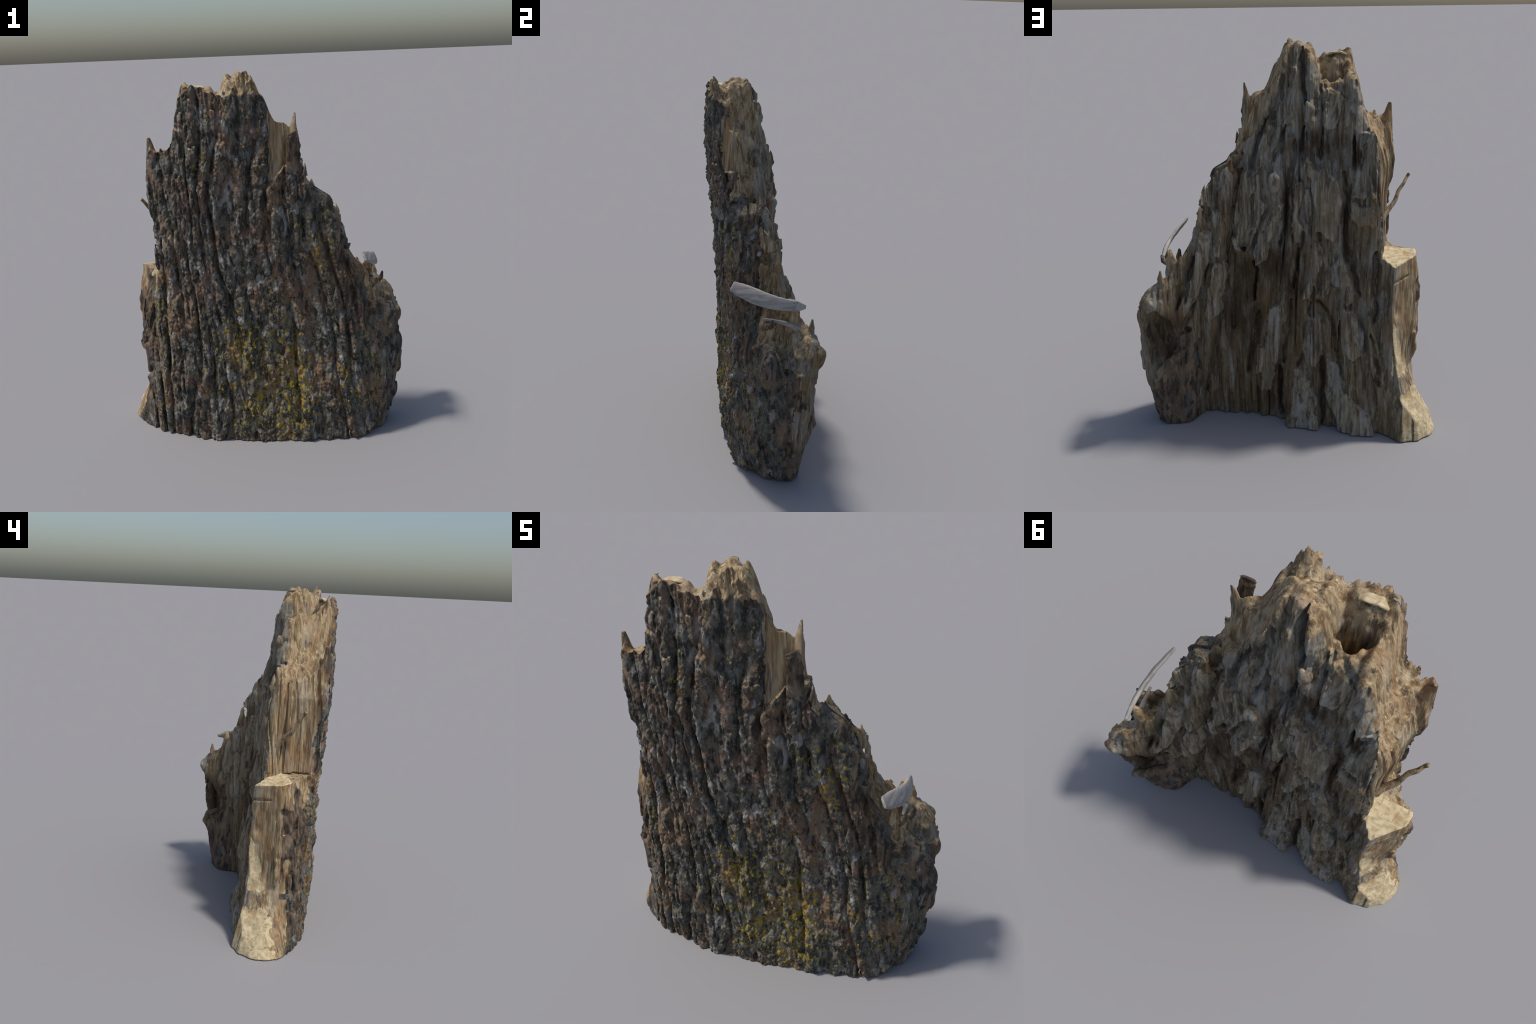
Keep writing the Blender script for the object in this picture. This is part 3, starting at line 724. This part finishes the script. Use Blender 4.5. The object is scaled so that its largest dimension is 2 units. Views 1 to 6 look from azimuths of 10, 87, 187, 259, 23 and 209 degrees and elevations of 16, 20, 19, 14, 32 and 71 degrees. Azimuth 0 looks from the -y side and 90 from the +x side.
N = vertex_normals(V, Q)
def part(name, mask, mat):
    if not mask.any():
        return None
    used = np.unique(Q[mask])
    re = np.zeros(len(V), np.int64); re[used] = np.arange(len(used))
    return add_mesh(name, V[used], re[Q[mask]], mat, N[used])
part('bark', region == 0, MAT['bark'])
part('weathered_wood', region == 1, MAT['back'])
part('split_wood', region == 2, MAT['split'])
part('saw_cut', region == 3, MAT['cut'])
part('inner_bark', region == 4, MAT['inner'])
for k in range(len(SLATS)):
    part('wood_slat', region == 10 + k, MAT['slat'])

# ---- loose splinters, chips and twigs: swept ribbons with thickness
def sweep(name, spine, mat, sides=10, steps=40, rough=.08, seed=0, end=.15):
    """spine rows: x, y, z, half width, half thickness, and the direction of the width"""
    S = np.array([r[:5] for r in spine], float); W = np.array([r[5] for r in spine], float)
    tk = np.linspace(0, 1, len(S)); tt = np.linspace(0, 1, steps)
    S = np.stack([np.interp(tt, tk, S[:, i]) for i in range(5)], 1)
    for i in range(5):
        S[1:-1, i] = (S[:-2, i] + 2 * S[1:-1, i] + S[2:, i]) / 4
    W = np.stack([np.interp(tt, tk, W[:, i]) for i in range(3)], 1)
    T = np.gradient(S[:, :3], axis=0); T /= np.linalg.norm(T, axis=1)[:, None]
    W -= (W * T).sum(1)[:, None] * T; W /= np.linalg.norm(W, axis=1)[:, None]
    B = np.cross(T, W)
    ang = np.linspace(0, 2 * math.pi, sides, endpoint=False)
    vs = []
    for i in range(steps):
        cap = 1 if 0 < i < steps - 1 else 1 - end
        r = 1 + rough * vnoise(np.full(sides, i * .35), np.cos(ang) * 1.5 + 5, np.sin(ang) * 1.5, seed=seed)
        e = .65
        cw = np.sign(np.cos(ang)) * np.abs(np.cos(ang)) ** e; cb = np.sign(np.sin(ang)) * np.abs(np.sin(ang)) ** e
        vs.append(S[i, :3] + (W[i] * (cw * r * S[i, 3] * cap)[:, None] + B[i] * (cb * r * S[i, 4] * cap)[:, None]))
    vs = np.concatenate(vs)
    fs = [(i * sides + j, i * sides + (j + 1) % sides, (i + 1) * sides + (j + 1) % sides, (i + 1) * sides + j) for i in range(steps - 1) for j in range(sides)]
    fs += [tuple(range(sides))[::-1], tuple((steps - 1) * sides + j for j in range(sides))]
    ob = add_mesh(name, vs, fs, mat)
    return ob

sweep('grey_chip', [(.582, -.140, 1.056, .024, 0.0058, (.66, .0, -1)), (.596, -.10, 1.042, .035, 0.0072, (.66, .0, -1)), (.618, -.03, 1.018, .038, 0.0087, (.62, 0, -1)), (.630, .05, .996, .036, 0.0101, (.55, 0, -1)),
                    (.632, .12, .982, .030, 0.0116, (.45, 0, -1)), (.626, .18, .972, .030, 0.0101, (.35, 0, -1)), (.620, .225, .966, .010, 0.0072, (.35, 0, -1))], MAT['chip'], seed=1, sides=14, steps=60)
sweep('splinter', [(.635, .02, .905, .006, .005, (1, 0, 0)), (.63, .09, .89, .010, .008, (1, 0, 0)), (.615, .16, .865, .018, .014, (1, 0, 0)), (.60, .20, .83, .02, .02, (1, 0, 0))], MAT['chip'], seed=2)
sweep('splinter', [(.60, .14, .90, .022, .02, (1, 0, 0)), (.598, .17, .95, .016, .012, (1, 0, 0)), (.603, .16, .985, .010, .006, (1, 0, 0))], MAT['split'], seed=3)
sweep('twig', [(-.445, .06, 1.10, .016, .013, (0, 1, 0)), (-.485, .03, 1.165, .016, .012, (0, 1, 0)), (-.53, -.01, 1.22, .016, .010, (0, 1, 0)), (-.545, -.035, 1.265, .011, .009, (0, 1, 0)), (-.573, -.05, 1.305, .011, .008, (0, 1, 0)), (-.585, -.065, 1.33, .008, .007, (0, 1, 0)), (-.597, -.072, 1.347, .009, .008, (0, 1, 0))], MAT['split'], seed=4)
sweep('bark_flap', [(.238, -.185, 1.49, .040, .014, (1, 0, 0)), (.243, -.205, 1.56, .034, .010, (1, 0, .1)), (.248, -.225, 1.63, .030, .008, (1, .3, 0)), (.246, -.236, 1.685, .030, .006, (1, .4, .1)), (.240, -.240, 1.70, .026, .005, (1, .4, .2))], MAT['inner'], seed=6, sides=14, rough=.2)
sweep('splinter', [(-.275, -.25, 1.90, .006, .005, (1, 0, 0)), (-.287, -.25, 1.93, .005, .004, (1, 0, 0)), (-.285, -.25, 1.945, .004, .003, (1, 0, 0)), (-.265, -.25, 1.95, .003, .002, (0, 1, 0))], MAT['chip'], seed=7, steps=20)
sweep('wood_plate', [(-.265, -.235, 1.915, .014, .006, (0, 1, .2)), (-.235, -.235, 1.928, .020, .006, (0, 1, .1)), (-.19, -.23, 1.926, .020, .006, (0, 1, .1)), (-.165, -.225, 1.914, .010, .005, (0, 1, 0))], MAT['cut'], seed=8)
sweep('splinter', [(.31, .0, 1.36, .024, .012, (1, 0, 0)), (.31, -.003, 1.40, .016, .009, (1, 0, 0)), (.309, -.006, 1.435, .003, .003, (1, 0, 0))], MAT['split'], seed=9)
sweep('splinter', [(.512, -.10, .0, .004, .003, (1, 0, 0)), (.505, -.115, .03, .004, .003, (1, 0, 0)), (.512, -.11, .06, .002, .002, (1, 0, 0))], MAT['split'], seed=10, steps=16)
sweep('splinter', [(.478, -.01, 1.178, .010, .005, (0, 1, 0)), (.44, -.005, 1.190, .012, .006, (0, 1, 0)), (.40, -.012, 1.203, .010, .005, (0, 1, 0))], MAT['chip'], seed=11, steps=16)
